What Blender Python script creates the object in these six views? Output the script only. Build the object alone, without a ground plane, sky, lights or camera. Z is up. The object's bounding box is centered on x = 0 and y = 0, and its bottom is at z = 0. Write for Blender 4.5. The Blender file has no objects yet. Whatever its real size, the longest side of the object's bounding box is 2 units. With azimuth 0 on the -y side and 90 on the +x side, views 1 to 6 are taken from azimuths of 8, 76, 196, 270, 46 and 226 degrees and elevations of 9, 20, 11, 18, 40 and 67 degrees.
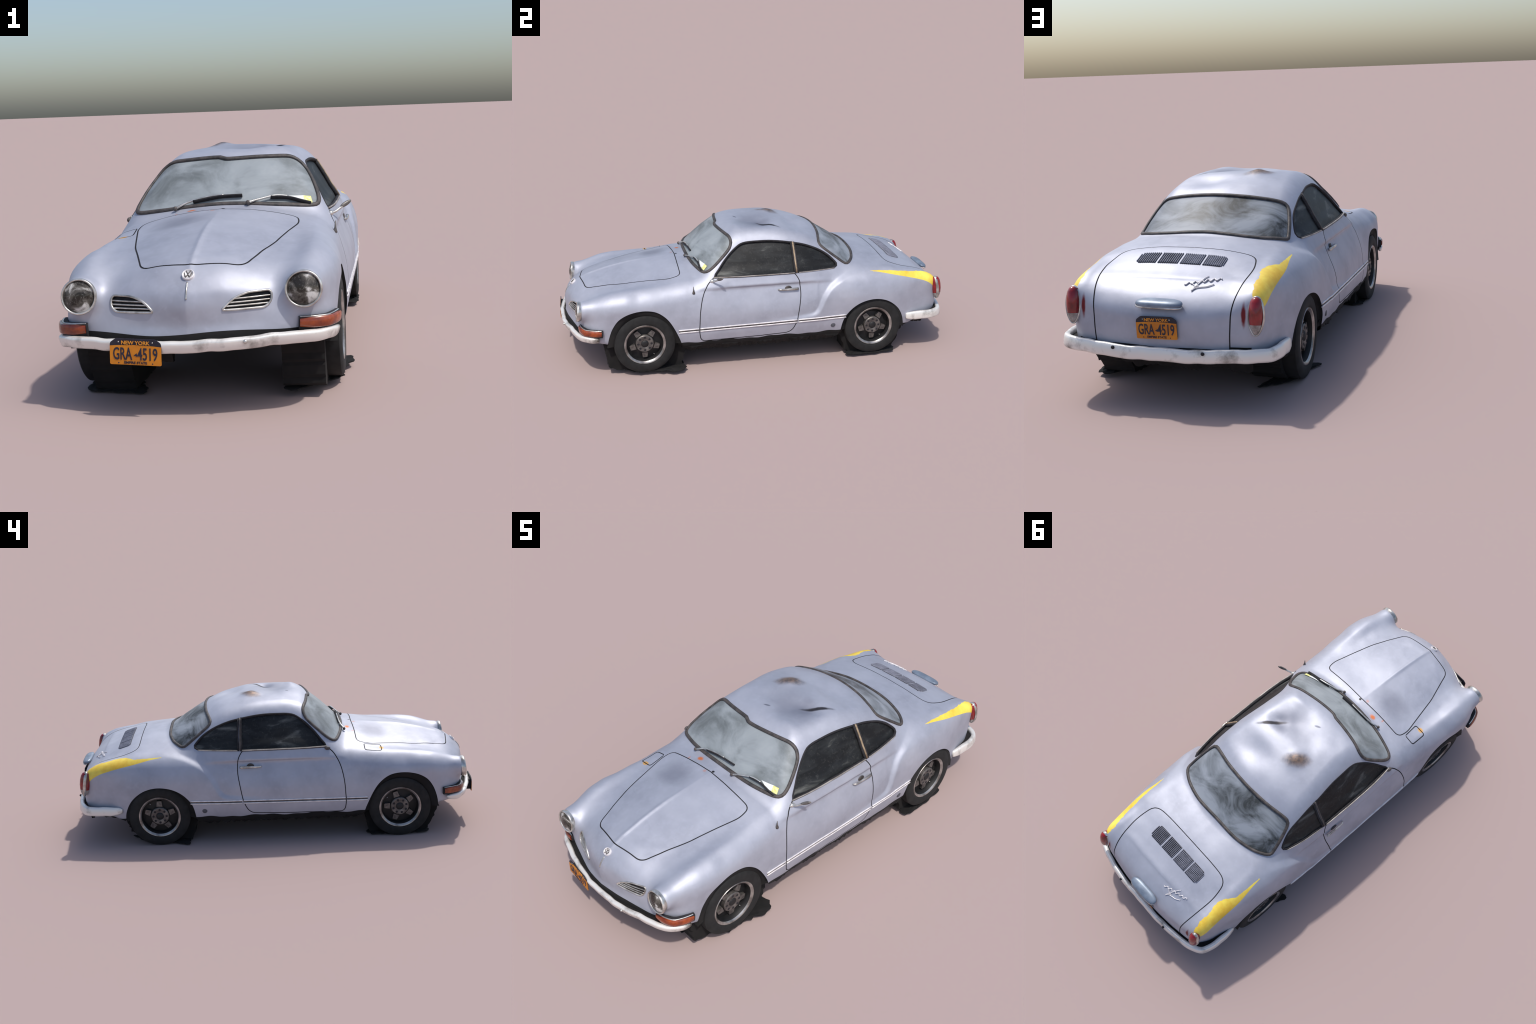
# A weathered silver-blue two-door coupe, built from profiles: an implicit body shell lofted from
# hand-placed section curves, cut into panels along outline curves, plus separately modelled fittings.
import bpy, math, random
import numpy as np
from mathutils import Vector, Matrix
random.seed(7); RNG = np.random.default_rng(7)
# ---------------------------------------------------------------- helpers
def pchip(xk, yk, x):
    """Monotone cubic through control points; yk may be 2-D (curves in columns)."""
    xk = np.asarray(xk, float); yk = np.asarray(yk, float)
    if yk.ndim == 1: yk = yk[:, None]; flat = True
    else: flat = False
    h = np.diff(xk)[:, None]; d = np.diff(yk, axis=0) / h
    m = np.zeros_like(yk); m[0] = d[0]; m[-1] = d[-1]
    if len(xk) > 2:
        w1 = 2*h[1:] + h[:-1]; w2 = h[1:] + 2*h[:-1]
        a, b = d[:-1], d[1:]; ok = a*b > 0
        with np.errstate(divide='ignore', invalid='ignore'):
            hm = (w1 + w2) / (w1/a + w2/b)
        m[1:-1] = np.where(ok, hm, 0)
    x = np.clip(np.asarray(x, float), xk[0], xk[-1])
    i = np.clip(np.searchsorted(xk, x) - 1, 0, len(xk) - 2)
    hh = (xk[i+1] - xk[i])[:, None]; t = (x - xk[i])[:, None] / hh
    r = ((1+2*t)*(1-t)**2)*yk[i] + (t*(1-t)**2)*hh*m[i] + (t*t*(3-2*t))*yk[i+1] + (t*t*(t-1))*hh*m[i+1]
    return r[:, 0] if flat else r

class Sheet:
    """Smooth surface v(p, q) lofted through profile curves, sampled on a fine lattice."""
    def __init__(s, pk, qk, rows, step=.004):
        s.p0, s.q0, s.h = pk[0], qk[0], step
        P = np.arange(pk[0], pk[-1] + step, step); Q = np.arange(qk[0], qk[-1] + step, step)
        V = pchip(qk, np.array(rows, float).T, Q).T        # rows: one per p station, values along q
        V = pchip(pk, V, P)
        for _ in range(6):                                   # soften the knots
            V = np.pad(V, 1, mode='edge')
            V = (V[:-2,1:-1] + V[2:,1:-1] + V[1:-1,:-2] + V[1:-1,2:] + 4*V[1:-1,1:-1]) / 8
        s.V = V
    def __call__(s, p, q):
        i = np.clip((p - s.p0)/s.h, 0, s.V.shape[0] - 1.001); j = np.clip((q - s.q0)/s.h, 0, s.V.shape[1] - 1.001)
        i0 = i.astype(int); j0 = j.astype(int); u = i - i0; v = j - j0; V = s.V
        return (V[i0,j0]*(1-u)*(1-v) + V[i0+1,j0]*u*(1-v) + V[i0,j0+1]*(1-u)*v + V[i0+1,j0+1]*u*v)

def smax(a, b, k):
    h = np.maximum(k - np.abs(a - b), 0)/k
    return np.maximum(a, b) + h*h*k/4
def smin(a, b, k):
    return -smax(-a, -b, k)

# ---------------------------------------------------------------- body profiles (local frame, a = |x|)
A_TOP = [0, .08, .15, .22, .27, .31, .36, .45]
TOP = Sheet([-1.0,-.94,-.90,-.87,-.815,-.75,-.62,-.50,-.40,-.33,-.25,-.10,.30,.42,.51,.60,.67,.75,.80,.85,.90,.96,1.02], A_TOP, [
    # a:  0     .08   .15   .22   .27   .31   .36   .45
    [.350, .343, .325, .300, .290, .290, .270, .20],
    [.380, .374, .352, .322, .318, .325, .310, .24],
    [.399, .394, .376, .349, .345, .352, .340, .27],
    [.410, .402, .386, .364, .362, .371, .358, .29],
    [.428, .416, .402, .386, .385, .392, .376, .31],
    [.446, .434, .420, .404, .402, .410, .394, .32],
    [.472, .459, .446, .430, .423, .424, .406, .33],
    [.485, .474, .463, .449, .437, .430, .412, .35],
    [.494, .490, .481, .466, .453, .441, .422, .37],
    [.496, .492, .484, .471, .459, .447, .428, .39],
    [.490, .490, .490, .488, .482, .474, .456, .42],
    [.500, .500, .500, .500, .500, .500, .500, .50],
    [.500, .500, .500, .500, .498, .492, .480, .44],
    [.500, .498, .492, .483, .474, .464, .450, .41],
    [.496, .494, .488, .478, .468, .460, .448, .41],
    [.487, .485, .479, .469, .460, .454, .445, .40],
    [.476, .474, .469, .460, .452, .448, .440, .39],
    [.452, .451, .447, .440, .434, .433, .428, .38],
    [.434, .433, .430, .425, .424, .427, .420, .37],
    [.414, .413, .411, .408, .411, .418, .410, .36],
    [.388, .387, .386, .386, .396, .408, .400, .35],
    [.345, .345, .345, .347, .362, .378, .368, .31],
    [.300, .300, .300, .300, .310, .320, .320, .27]])
Z_SIDE = [.10, .135, .165, .20, .24, .28, .32, .36, .40, .44, .48]
SIDE = Sheet([-1.0,-.93,-.86,-.78,-.68,-.58,-.48,-.40,-.30,-.15,0,.15,.24,.32,.40,.50,.60,.70,.80,.88,.94,1.0], Z_SIDE, [
    # z: .10  .135  .165  .20   .24   .28   .32   .36   .40   .44   .48
    [.300, .310, .320, .325, .328, .330, .330, .325, .310, .290, .26],
    [.335, .347, .355, .361, .362, .359, .354, .347, .336, .318, .28],
    [.350, .362, .372, .378, .378, .375, .370, .361, .346, .326, .29],
    [.360, .370, .376, .380, .382, .383, .382, .377, .362, .338, .30],
    [.366, .377, .384, .389, .391, .391, .390, .384, .368, .343, .31],
    [.370, .382, .389, .393, .394, .392, .389, .382, .367, .345, .32],
    [.374, .386, .392, .395, .395, .392, .386, .376, .362, .344, .32],
    [.375, .387, .394, .397, .396, .393, .386, .376, .363, .346, .325],
    [.375, .387, .395, .399, .398, .395, .388, .376, .362, .347, .332],
    [.375, .387, .395, .400, .400, .397, .389, .376, .360, .345, .335],
    [.375, .387, .395, .400, .402, .399, .390, .376, .360, .344, .336],
    [.375, .387, .395, .400, .401, .398, .389, .375, .359, .344, .335],
    [.375, .387, .395, .400, .401, .396, .387, .374, .358, .342, .332],
    [.375, .386, .394, .400, .402, .400, .394, .381, .360, .338, .325],
    [.374, .386, .393, .398, .400, .401, .399, .391, .373, .341, .315],
    [.372, .384, .392, .396, .398, .399, .397, .389, .373, .347, .310],
    [.368, .380, .388, .392, .394, .394, .391, .383, .367, .344, .310],
    [.358, .370, .378, .382, .383, .383, .380, .372, .358, .338, .310],
    [.345, .352, .357, .359, .359, .358, .357, .354, .344, .327, .30],
    [.332, .338, .342, .344, .344, .344, .345, .344, .337, .322, .29],
    [.316, .322, .326, .329, .333, .336, .338, .338, .333, .320, .28],
    [.290, .300, .305, .308, .310, .312, .314, .314, .310, .300, .26]])
A_END = [0, .08, .15, .21, .26, .31, .35, .39, .43]
FRONT = Sheet([.10, .16, .19, .215, .25, .29, .33, .36, .39, .42], A_END, [
    # a: 0     .08    .15    .21    .26    .31    .35    .39    .43
    [-.930, -.925, -.912, -.897, -.880, -.855, -.825, -.775, -.70],
    [-.962, -.957, -.942, -.925, -.905, -.880, -.845, -.790, -.70],
    [-.976, -.970, -.957, -.940, -.922, -.898, -.862, -.803, -.71],
    [-.976, -.970, -.955, -.938, -.922, -.900, -.866, -.808, -.72],
    [-.972, -.962, -.947, -.932, -.920, -.905, -.876, -.818, -.72],
    [-.976, -.962, -.944, -.924, -.908, -.889, -.861, -.810, -.72],
    [-.968, -.955, -.936, -.912, -.892, -.868, -.840, -.795, -.71],
    [-.950, -.938, -.915, -.890, -.870, -.850, -.825, -.780, -.70],
    [-.925, -.912, -.885, -.860, -.845, -.830, -.800, -.760, -.68],
    [-.880, -.870, -.850, -.830, -.820, -.800, -.770, -.730, -.66]])
REAR = Sheet([.10, .16, .20, .25, .29, .33, .36, .39, .42], A_END, [
    [.925, .923, .918, .910, .900, .880, .850, .79, .72],
    [.953, .951, .946, .938, .926, .905, .872, .81, .73],
    [.966, .964, .959, .951, .942, .927, .895, .825, .74],
    [.967, .965, .960, .953, .946, .933, .903, .84, .76],
    [.966, .964, .958, .950, .943, .930, .902, .85, .77],
    [.962, .960, .953, .945, .939, .931, .905, .85, .77],
    [.948, .946, .939, .932, .932, .932, .908, .855, .77],
    [.917, .915, .911, .909, .912, .918, .898, .845, .76],
    [.880, .878, .876, .875, .878, .880, .860, .82, .74]])
# greenhouse
ROOF_Y = [-.46,-.40,-.355,-.30,-.25,-.21,-.18,-.15,-.11,-.05,.05,.12,.18,.24,.28,.31,.36,.42,.47,.511,.56,.62]
ROOF_Z = [.400,.455,.498,.552,.597,.628,.648,.662,.671,.677,.679,.675,.665,.651,.638,.625,.600,.564,.532,.502,.460,.41]
CROWN_Y = [-.45,-.35,-.25,-.15,0,.15,.25,.35,.45,.6]
CROWN_C = [.15,.22,.24,.26,.40,.48,.42,.34,.27,.2]
WIDE_Y = [-.45,-.36,-.30,-.25,-.18,-.10,0,.10,.18,.25,.32,.385,.45,.50,.56]
WIDE_X = [.285,.305,.317,.323,.329,.333,.335,.335,.332,.326,.315,.302,.284,.262,.22]     # half width at z = .48
LEAN_Y = [-.4,-.2,-.1,0,.15,.25,.32,.5]
LEAN_S = [.56,.57,.56,.53,.48,.48,.50,.50]
LAMP = np.array([.303, -.926, .327])

DENTS = [(-.075,.098,.034,.042,.014),(.05,-.03,.07,.07,-.017),(.12,.03,.045,.035,-.014),(-.05,-.02,.05,.06,-.007),(.135,-.115,.05,.03,.008),(-.12,-.10,.06,.04,-.004),(.09,.20,.08,.06,-.017),(-.21,.40,.06,.06,.010)]
def roof_dents(x, y):
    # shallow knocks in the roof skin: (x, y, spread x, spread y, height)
    return sum(h*np.exp(-((x-cx)/sx)**2 - ((y-cy)/sy)**2) for cx, cy, sx, sy, h in DENTS)
def roof_height(a, y):
    ye = y - .55*a*a*(y < 0)*np.clip(-y/.12, 0, 1) + .80*a*a*np.clip((y - .1)/.2, 0, 1)
    s = ye.shape; ye = ye.ravel(); yy = y.ravel(); 
    z = pchip(ROOF_Y, ROOF_Z, ye); c = pchip(CROWN_Y, CROWN_C, yy)
    return z.reshape(s) - c.reshape(s)*a*a
def cabin_width(y, z):
    s = y.shape; yy = y.ravel()
    w = pchip(WIDE_Y, WIDE_X, yy).reshape(s); l = pchip(LEAN_Y, LEAN_S, yy).reshape(s)
    d = z - .48
    return w - .003 - l*d*(1 + .25*d/.1*(d > 0)*.5)
SWAGE_Y = [-.15,.10,.20,.24,.265,.28,.295,.31,.34,.38,.44,.52,.60]
SWAGE_Z = [.236,.240,.246,.253,.272,.300,.330,.354,.388,.414,.438,.456,.470]
def _swage():
    # S-shaped haunch line: the rear wing swells out below / behind it, with a crisp step
    Y = np.arange(-1.0, 1.0, .004); Z = np.arange(.10, .48, .004)
    zc = pchip(SWAGE_Y, SWAGE_Z, Y); sl = np.gradient(zc, Y)
    d = (zc[:, None] - Z[None])/np.sqrt(1 + sl*sl)[:, None]
    A = np.interp(Y, [-.15,.05,.20,.28,.45,.62], [0,.003,.009,.014,.012,0])[:, None]
    step = lambda w: (lambda t: t*t*(3-2*t))(np.clip(d/w + .5, 0, 1))
    S = Sheet.__new__(Sheet); S.p0, S.q0, S.h, S.V = Y[0], Z[0], .004, A*(step(.026) - step(.16)); return S
SWAGE = _swage()
def capsule(x, y, z, p, q, r):
    d = np.subtract(q, p); L = d@d
    t = np.clip(((x-p[0])*d[0] + (y-p[1])*d[1] + (z-p[2])*d[2])/L, 0, 1)
    return np.sqrt((x-p[0]-t*d[0])**2 + (y-p[1]-t*d[1])**2 + (z-p[2]-t*d[2])**2) - r
def floor_height(y):
    return np.interp(y, [-.9,-.80,-.70,.72,.80,.9], [.172,.165,.12,.12,.155,.160])
def body(x, y, z):
    a = np.sqrt(x*x + 1e-8)
    ridge = .0035*np.exp(-(a/.009)**2)*np.clip((y + .93)/.03, 0, 1)*np.clip((-.52 - y)/.16, 0, 1)
    low = smax(z - TOP(y, a) - ridge, a - SIDE(y, z) + .002 - SWAGE(y, z), .05)
    nose = FRONT(z, a) - y; tail = y - REAR(z, a)
    low = smax(low, nose, .045); low = smax(low, tail, .05)
    # lamp nacelles run out of the fender crests
    pod = capsule(a, y, z, (.318, -.70, .345), (.303, -.890, .328), .049)
    pod = smax(pod, -.922 - y + .12*(z - .329), .012)
    low = smin(low, pod, .045)
    low = smax(low, floor_height(y) - z, .02)
    cab = smax(z - roof_height(a, y) - roof_dents(x, y), a - cabin_width(y, z), .038)
    cab = smax(cab, .42 - z, .01)
    wav = .0003*(np.sin(37*x + 21*y + 9*z)*np.sin(29*y - 17*x + 31*z) + .6*np.sin(71*y + 43*x)*np.sin(67*z + 31*x + 1))
    return smin(low, cab, .022) + wav
SH_Z, SH_X = .026, .013
def drift(y):
    return SH_X*y + .004*np.clip((-y - .3)/.5, 0, 1)
def to_local(P):
    P = np.asarray(P, float).copy(); P[...,0] = P[...,0] - drift(P[...,1]); P[...,2] -= SH_Z*P[...,0]; return P
def to_world(P):
    # stance of the scan: slight yaw and a lean to one side
    P = np.asarray(P, float).copy(); P[...,2] += SH_Z*P[...,0]; P[...,0] += drift(P[...,1]); return P

CELL = .0062
# ================================================================= meshing the shell
EPS = .0018
def grad(P):
    g = np.empty_like(P)
    for k in range(3):
        d = np.zeros(3); d[k] = EPS
        a, b = P + d, P - d
        g[:, k] = (body(a[:,0], a[:,1], a[:,2]) - body(b[:,0], b[:,1], b[:,2]))/(2*EPS)
    return g
def shell_mesh(h):
    """Dual (surface-net) mesh of body = 0 on a lattice of pitch h, relaxed onto the surface."""
    nx = int(.44/h) + 1
    X = np.arange(-nx, nx + 1)*h; Y = np.arange(-1.01, 1.01, h); Z = np.arange(.09, .73, h)
    V = np.empty((len(X), len(Y), len(Z)))
    for i, x in enumerate(X):
        yy, zz = np.meshgrid(Y, Z, indexing='ij'); V[i] = body(np.full_like(yy, x), yy, zz)
    S = V < 0
    n = [s - 1 for s in S.shape]
    def corner(A, c): return A[c[0]:c[0]+n[0], c[1]:c[1]+n[1], c[2]:c[2]+n[2]]
    C = [(i, j, k) for i in (0,1) for j in (0,1) for k in (0,1)]
    cnt = sum(corner(S, c).astype(int) for c in C)
    act = (cnt > 0) & (cnt < 8)
    idx = -np.ones(act.shape, int); idx[act] = np.arange(act.sum())
    ijk = np.argwhere(act)
    acc = np.zeros((len(ijk), 3)); num = np.zeros(len(ijk))
    for a in C:
        for k in range(3):
            if a[k]: continue
            b = list(a); b[k] = 1
            va = corner(V, a)[act]; vb = corner(V, tuple(b))[act]
            m = (va < 0) != (vb < 0)
            t = np.where(m, va/np.where(m, va - vb, 1), 0)
            p = np.array(a, float)[None].repeat(len(ijk), 0); p[:, k] += t
            acc[m] += p[m]; num[m] += 1
    P = (ijk + acc/num[:, None])*h + np.array([X[0], Y[0], Z[0]])
    faces = []
    for k in range(3):
        i, j = (k+1) % 3, (k+2) % 3
        lo = [slice(None)]*3; hi = [slice(None)]*3
        lo[k] = slice(0, -1); hi[k] = slice(1, None)
        A, Bv = S[tuple(lo)], S[tuple(hi)]
        E = np.argwhere(A != Bv)
        ok = (E[:, i] > 0) & (E[:, j] > 0) & (E[:, i] < n[i]) & (E[:, j] < n[j]) & (E[:, k] < n[k])
        E = E[ok]
        out = A[tuple(E.T)]
        q = []
        for di, dj in ((-1,-1),(0,-1),(0,0),(-1,0)):
            c = E.copy(); c[:, i] += di; c[:, j] += dj
            q.append(idx[tuple(c.T)])
        Q = np.stack(q, 1)
        Q[~out] = Q[~out][:, ::-1]
        faces.append(Q)
    F = np.concatenate(faces)
    for _ in range(4):
        g = grad(P); f = body(P[:,0], P[:,1], P[:,2])
        P = P - np.clip(f/np.maximum((g*g).sum(1), .05), -h, h)[:, None]*g
    return P, [tuple(q) for q in F]

# ----------------------------------------------------------------- outlines
def spline(pts, n=8, closed=True):
    """Catmull-Rom through control points."""
    p = np.array(pts, float); m = len(p); out = []
    segs = m if closed else m - 1
    for i in range(segs):
        if closed: a, b, c, d = p[i-1], p[i], p[(i+1) % m], p[(i+2) % m]
        else: a, b, c, d = p[max(i-1,0)], p[i], p[i+1], p[min(i+2,m-1)]
        for t in np.arange(n)/n:
            out.append(.5*(2*b + (c-a)*t + (2*a-5*b+4*c-d)*t*t + (3*b-a-3*c+d)*t**3))
    if not closed: out.append(p[-1])
    return np.array(out)
def rounded(pts, r, n=6):
    """Polygon with every corner rounded; r is one radius or one per corner."""
    p = np.array(pts, float); m = len(p); out = []
    rs = [r]*m if np.isscalar(r) else r
    for i in range(m):
        a, b, c = p[i-1], p[i], p[(i+1) % m]
        u = (a-b); lu = np.linalg.norm(u); v = (c-b); lv = np.linalg.norm(v)
        d = min(rs[i], .48*lu, .48*lv); s, e = b + u/lu*d, b + v/lv*d
        for t in np.linspace(0, 1, n): out.append((1-t)**2*s + 2*t*(1-t)*b + t*t*e)
    return np.array(out)
def resample(c, step, closed=True):
    c = np.array(c, float)
    if closed: c = np.vstack([c, c[:1]])
    d = np.r_[0, np.cumsum(np.linalg.norm(np.diff(c, axis=0), axis=1))]
    k = max(3, int(round(d[-1]/step)))
    t = np.linspace(0, d[-1], k + 1)
    r = np.stack([np.interp(t, d, c[:, i]) for i in range(c.shape[1])], 1)
    return r[:-1] if closed else r
def mirror2(half):
    """Close a right-half outline (first and last points on the axis) with its mirror image."""
    h = np.array(half, float); m = h[1:-1][::-1].copy(); m[:, 0] *= -1
    return np.vstack([h, m])
def outline_distance(curve, q, far=.04):
    """Signed distance in the plane from points q to a closed curve, negative inside."""
    q = np.asarray(q, float); r = np.full(len(q), far)
    lo = curve.min(0) - far; hi = curve.max(0) + far
    m = ((q > lo) & (q < hi)).all(1); p = q[m]
    if not len(p): return r
    a = curve; b = np.roll(curve, -1, 0); best = np.full(len(p), 1e9); ins = np.zeros(len(p), bool)
    for s, e in zip(a, b):
        d = e - s; t = np.clip(((p - s)@d)/max(d@d, 1e-12), 0, 1)
        v = p - s - t[:, None]*d; best = np.minimum(best, (v*v).sum(1))
        c = (s[1] > p[:, 1]) != (e[1] > p[:, 1])
        if c.any():
            xx = s[0] + (p[:, 1] - s[1])*(e[0] - s[0])/(e[1] - s[1] if e[1] != s[1] else 1e-12)
            ins ^= c & (p[:, 0] < xx)
    d = np.sqrt(best); r[m] = np.where(ins, -d, d)
    return np.clip(r, -far, far)

# ----------------------------------------------------------------- cutting polygons along a level line
class Skin:
    def __init__(s, P, faces): s.P = P; s.faces = faces
    def cut(s, fn, level=0.):
        f = fn(s.P) - level
        f = np.where(np.abs(f) < 2e-5, 2e-5, f); neg = f < 0
        cache = {}; new = []; base = len(s.P); out = []
        P = s.P
        def mid(a, b):
            k = (a, b) if a < b else (b, a)
            if k not in cache:
                t = f[k[0]]/(f[k[0]] - f[k[1]]); cache[k] = base + len(new)
                new.append(P[k[0]]*(1-t) + P[k[1]]*t)
            return cache[k]
        for fc in s.faces:
            ng = [neg[i] for i in fc]
            if all(ng) or not any(ng): out.append(fc); continue
            cross = sum(ng[i] != ng[i-1] for i in range(len(fc)))
            polys = [fc] if cross == 2 else [(fc[0], fc[i], fc[i+1]) for i in range(1, len(fc)-1)]
            for pf in polys:
                A, B2 = [], []
                for i in range(len(pf)):
                    v, w = pf[i], pf[(i+1) % len(pf)]
                    (A if neg[v] else B2).append(v)
                    if neg[v] != neg[w]:
                        m = mid(v, w); A.append(m); B2.append(m)
                if len(A) > 2: out.append(tuple(A))
                if len(B2) > 2: out.append(tuple(B2))
        s.faces = out
        if new:
            N = np.array(new)
            g = grad(N); ff = body(N[:,0], N[:,1], N[:,2])
            N = N - np.clip(ff/np.maximum((g*g).sum(1), .05), -.002, .002)[:, None]*g
            s.P = np.vstack([P, N])
    def centroids(s):
        return np.array([s.P[list(f)].mean(0) for f in s.faces])

# ================================================================= blender helpers
ROOT = None
def link(o, parent=None, kind=None):
    bpy.context.scene.collection.objects.link(o)
    if parent is not None:
        o.parent = parent
        o.matrix_parent_inverse = parent.matrix_world.inverted() if parent.matrix_world != Matrix() else Matrix()
    if kind: o["kind"] = kind
    return o
def mesh_object(name, V, F, mat, parent, smooth=True, local=True, normals=None, angle=None, kind=None):
    V = np.asarray(V, float)
    W = to_world(V) if local else V
    me = bpy.data.meshes.new(name); me.from_pydata(W.tolist(), [], [list(map(int, f)) for f in F]); me.update()
    me.materials.append(mat)
    me.polygons.foreach_set('use_smooth', [smooth]*len(me.polygons))
    if normals is not None:
        n = normals.copy()                                   # inverse transpose of the stance shear
        n[:, 1] = n[:, 1] - SH_X*n[:, 0]; n[:, 0] = n[:, 0] - SH_Z*n[:, 2]
        n /= np.linalg.norm(n, axis=1)[:, None]
        me.normals_split_custom_set_from_vertices(n.tolist())
    elif angle is not None and smooth:
        me.set_sharp_from_angle(angle=math.radians(angle))
    return link(bpy.data.objects.new(name, me), parent, kind)
def join(parts):
    V, F, o = [], [], 0
    for v, f in parts:
        V.append(np.asarray(v, float)); F += [tuple(i + o for i in q) for q in f]; o += len(v)
    return np.vstack(V), F
def sweep(path, profile, closed=False, up=(0,0,1), cap=True, taper=None):
    """Sweep a closed 2-D profile (side, up) along a path."""
    p = np.array(path, float); n = len(p); pr = np.array(profile, float); m = len(pr)
    T = (np.roll(p, -1, 0) - np.roll(p, 1, 0)) if closed else np.gradient(p, axis=0)
    T /= np.linalg.norm(T, axis=1)[:, None]
    U = np.tile(np.array(up, float), (n, 1)) if np.ndim(up) == 1 else np.array(up, float)
    Sd = np.cross(T, U); Sd /= np.maximum(np.linalg.norm(Sd, axis=1), 1e-9)[:, None]; U = np.cross(Sd, T)
    k = np.ones(n) if taper is None else np.array(taper)
    V = (p[:, None] + k[:, None, None]*(pr[None, :, :1]*Sd[:, None] + pr[None, :, 1:]*U[:, None])).reshape(-1, 3)
    F = []
    for i in range(n if closed else n - 1):
        a, b = i*m, ((i+1) % n)*m
        for j in range(m): F.append((a+j, a+(j+1) % m, b+(j+1) % m, b+j))
    if not closed and cap: F += [tuple(range(m))[::-1], tuple((n-1)*m + j for j in range(m))]
    return V, F
def ring2(rx, ry=None, n=10, power=2.):
    ry = rx if ry is None else ry
    t = np.arange(n)/n*2*np.pi; c, s = np.cos(t), np.sin(t)
    return np.stack([rx*np.sign(c)*np.abs(c)**(2/power), ry*np.sign(s)*np.abs(s)**(2/power)], 1)
def tube(path, r, closed=False, n=8, taper=None):
    p = np.array(path, float); T = np.gradient(p, axis=0); a = np.abs(T).mean(0)
    up = np.eye(3)[int(np.argmin(a))]
    return sweep(p, ring2(r, n=n), closed, up, taper=taper)
def lathe(profile, n=48, axis='x'):
    """Revolve (radius, along) pairs round the given axis."""
    pr = np.array(profile, float); m = len(pr); t = np.arange(n)/n*2*np.pi
    r, a = pr[:, 0], pr[:, 1]
    c = r[None]*np.cos(t)[:, None]; s = r[None]*np.sin(t)[:, None]; al = np.tile(a, (n, 1))
    V = np.stack([al, c, s] if axis == 'x' else [c, al, s] if axis == 'y' else [c, s, al], -1).reshape(-1, 3)
    F = []
    for i in range(n):
        k = (i+1) % n
        for j in range(m-1): F.append((i*m+j, i*m+j+1, k*m+j+1, k*m+j))
    return V, F
def box(sx, sy, sz, bevel=0.):
    x, y, z = sx/2, sy/2, sz/2
    V = [(i*x, j*y, k*z) for i in (-1,1) for j in (-1,1) for k in (-1,1)]
    return np.array(V), [(0,1,3,2),(4,6,7,5),(0,4,5,1),(2,3,7,6),(0,2,6,4),(1,5,7,3)]
def ellipsoid(c, r, n=20, m=12):
    th = np.linspace(0, np.pi, m); V = []; F = []
    for t in th:
        for k in range(n):
            p = 2*np.pi*k/n; V.append((c[0]+r[0]*math.sin(t)*math.cos(p), c[1]+r[1]*math.sin(t)*math.sin(p), c[2]+r[2]*math.cos(t)))
    for i in range(m-1):
        for k in range(n): F.append((i*n+k, (i+1)*n+k, (i+1)*n+(k+1) % n, i*n+(k+1) % n))
    return np.array(V), F
def bevel_mod(o, w, seg=2):
    b = o.modifiers.new('bevel', 'BEVEL'); b.width = w; b.segments = seg; b.limit_method = 'ANGLE'; return o
def unit_normals(P):
    g = grad(P); return g/np.linalg.norm(g, axis=1)[:, None]
def land(start, direction, reach=.5, off=0.):
    """March from start points along direction until the shell is met; returns the surface points."""
    p = np.atleast_2d(np.array(start, float)); d = np.array(direction, float); d /= np.linalg.norm(d)
    t = np.linspace(0, reach, 251); res = []
    for q in p:
        L = q + t[:, None]*d; f = body(L[:,0], L[:,1], L[:,2]) - off
        i = int(np.argmax(f < 0))
        if i == 0: i = int(np.argmin(f)); res.append(L[i]); continue
        w = f[i-1]/(f[i-1] - f[i]); res.append(L[i-1]*(1-w) + L[i]*w)
    return np.array(res)

# ================================================================= materials
def node_mat(name):
    m = bpy.data.materials.new(name); m.use_nodes = True
    nt = m.node_tree; b = nt.nodes['Principled BSDF']
    return m, nt, b
def srgb(*c):
    return tuple(((v/255)/12.92 if v/255 <= .04045 else ((v/255+.055)/1.055)**2.4) for v in c) + (1,)
def noise(nt, scale, detail=4, rough=.55, dist=0., vec=None, stretch=None):
    n = nt.nodes.new('ShaderNodeTexNoise'); n.inputs['Scale'].default_value = scale
    n.inputs['Detail'].default_value = detail; n.inputs['Roughness'].default_value = rough; n.inputs['Distortion'].default_value = dist
    if vec is None:
        vec = nt.nodes.new('ShaderNodeTexCoord').outputs['Object']
    if stretch:
        mp = nt.nodes.new('ShaderNodeMapping'); mp.inputs['Scale'].default_value = stretch
        nt.links.new(vec, mp.inputs['Vector']); vec = mp.outputs['Vector']
    nt.links.new(vec, n.inputs['Vector']); return n.outputs['Fac']
def ramp(nt, fac, stops):
    r = nt.nodes.new('ShaderNodeValToRGB'); e = r.color_ramp.elements
    while len(e) < len(stops): e.new(.5)
    for el, (p, c) in zip(e, stops): el.position = p; el.color = c if len(c) == 4 else (*c, 1)
    nt.links.new(fac, r.inputs['Fac']); return r.outputs['Color']
def mix(nt, fac, a, b, mode='MIX'):
    m = nt.nodes.new('ShaderNodeMix'); m.data_type = 'RGBA'; m.blend_type = mode
    for s, v in ((m.inputs[0], fac), (m.inputs[6], a), (m.inputs[7], b)):
        if hasattr(v, 'is_output'): nt.links.new(v, s)
        else: s.default_value = v
    return m.outputs[2]
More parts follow.
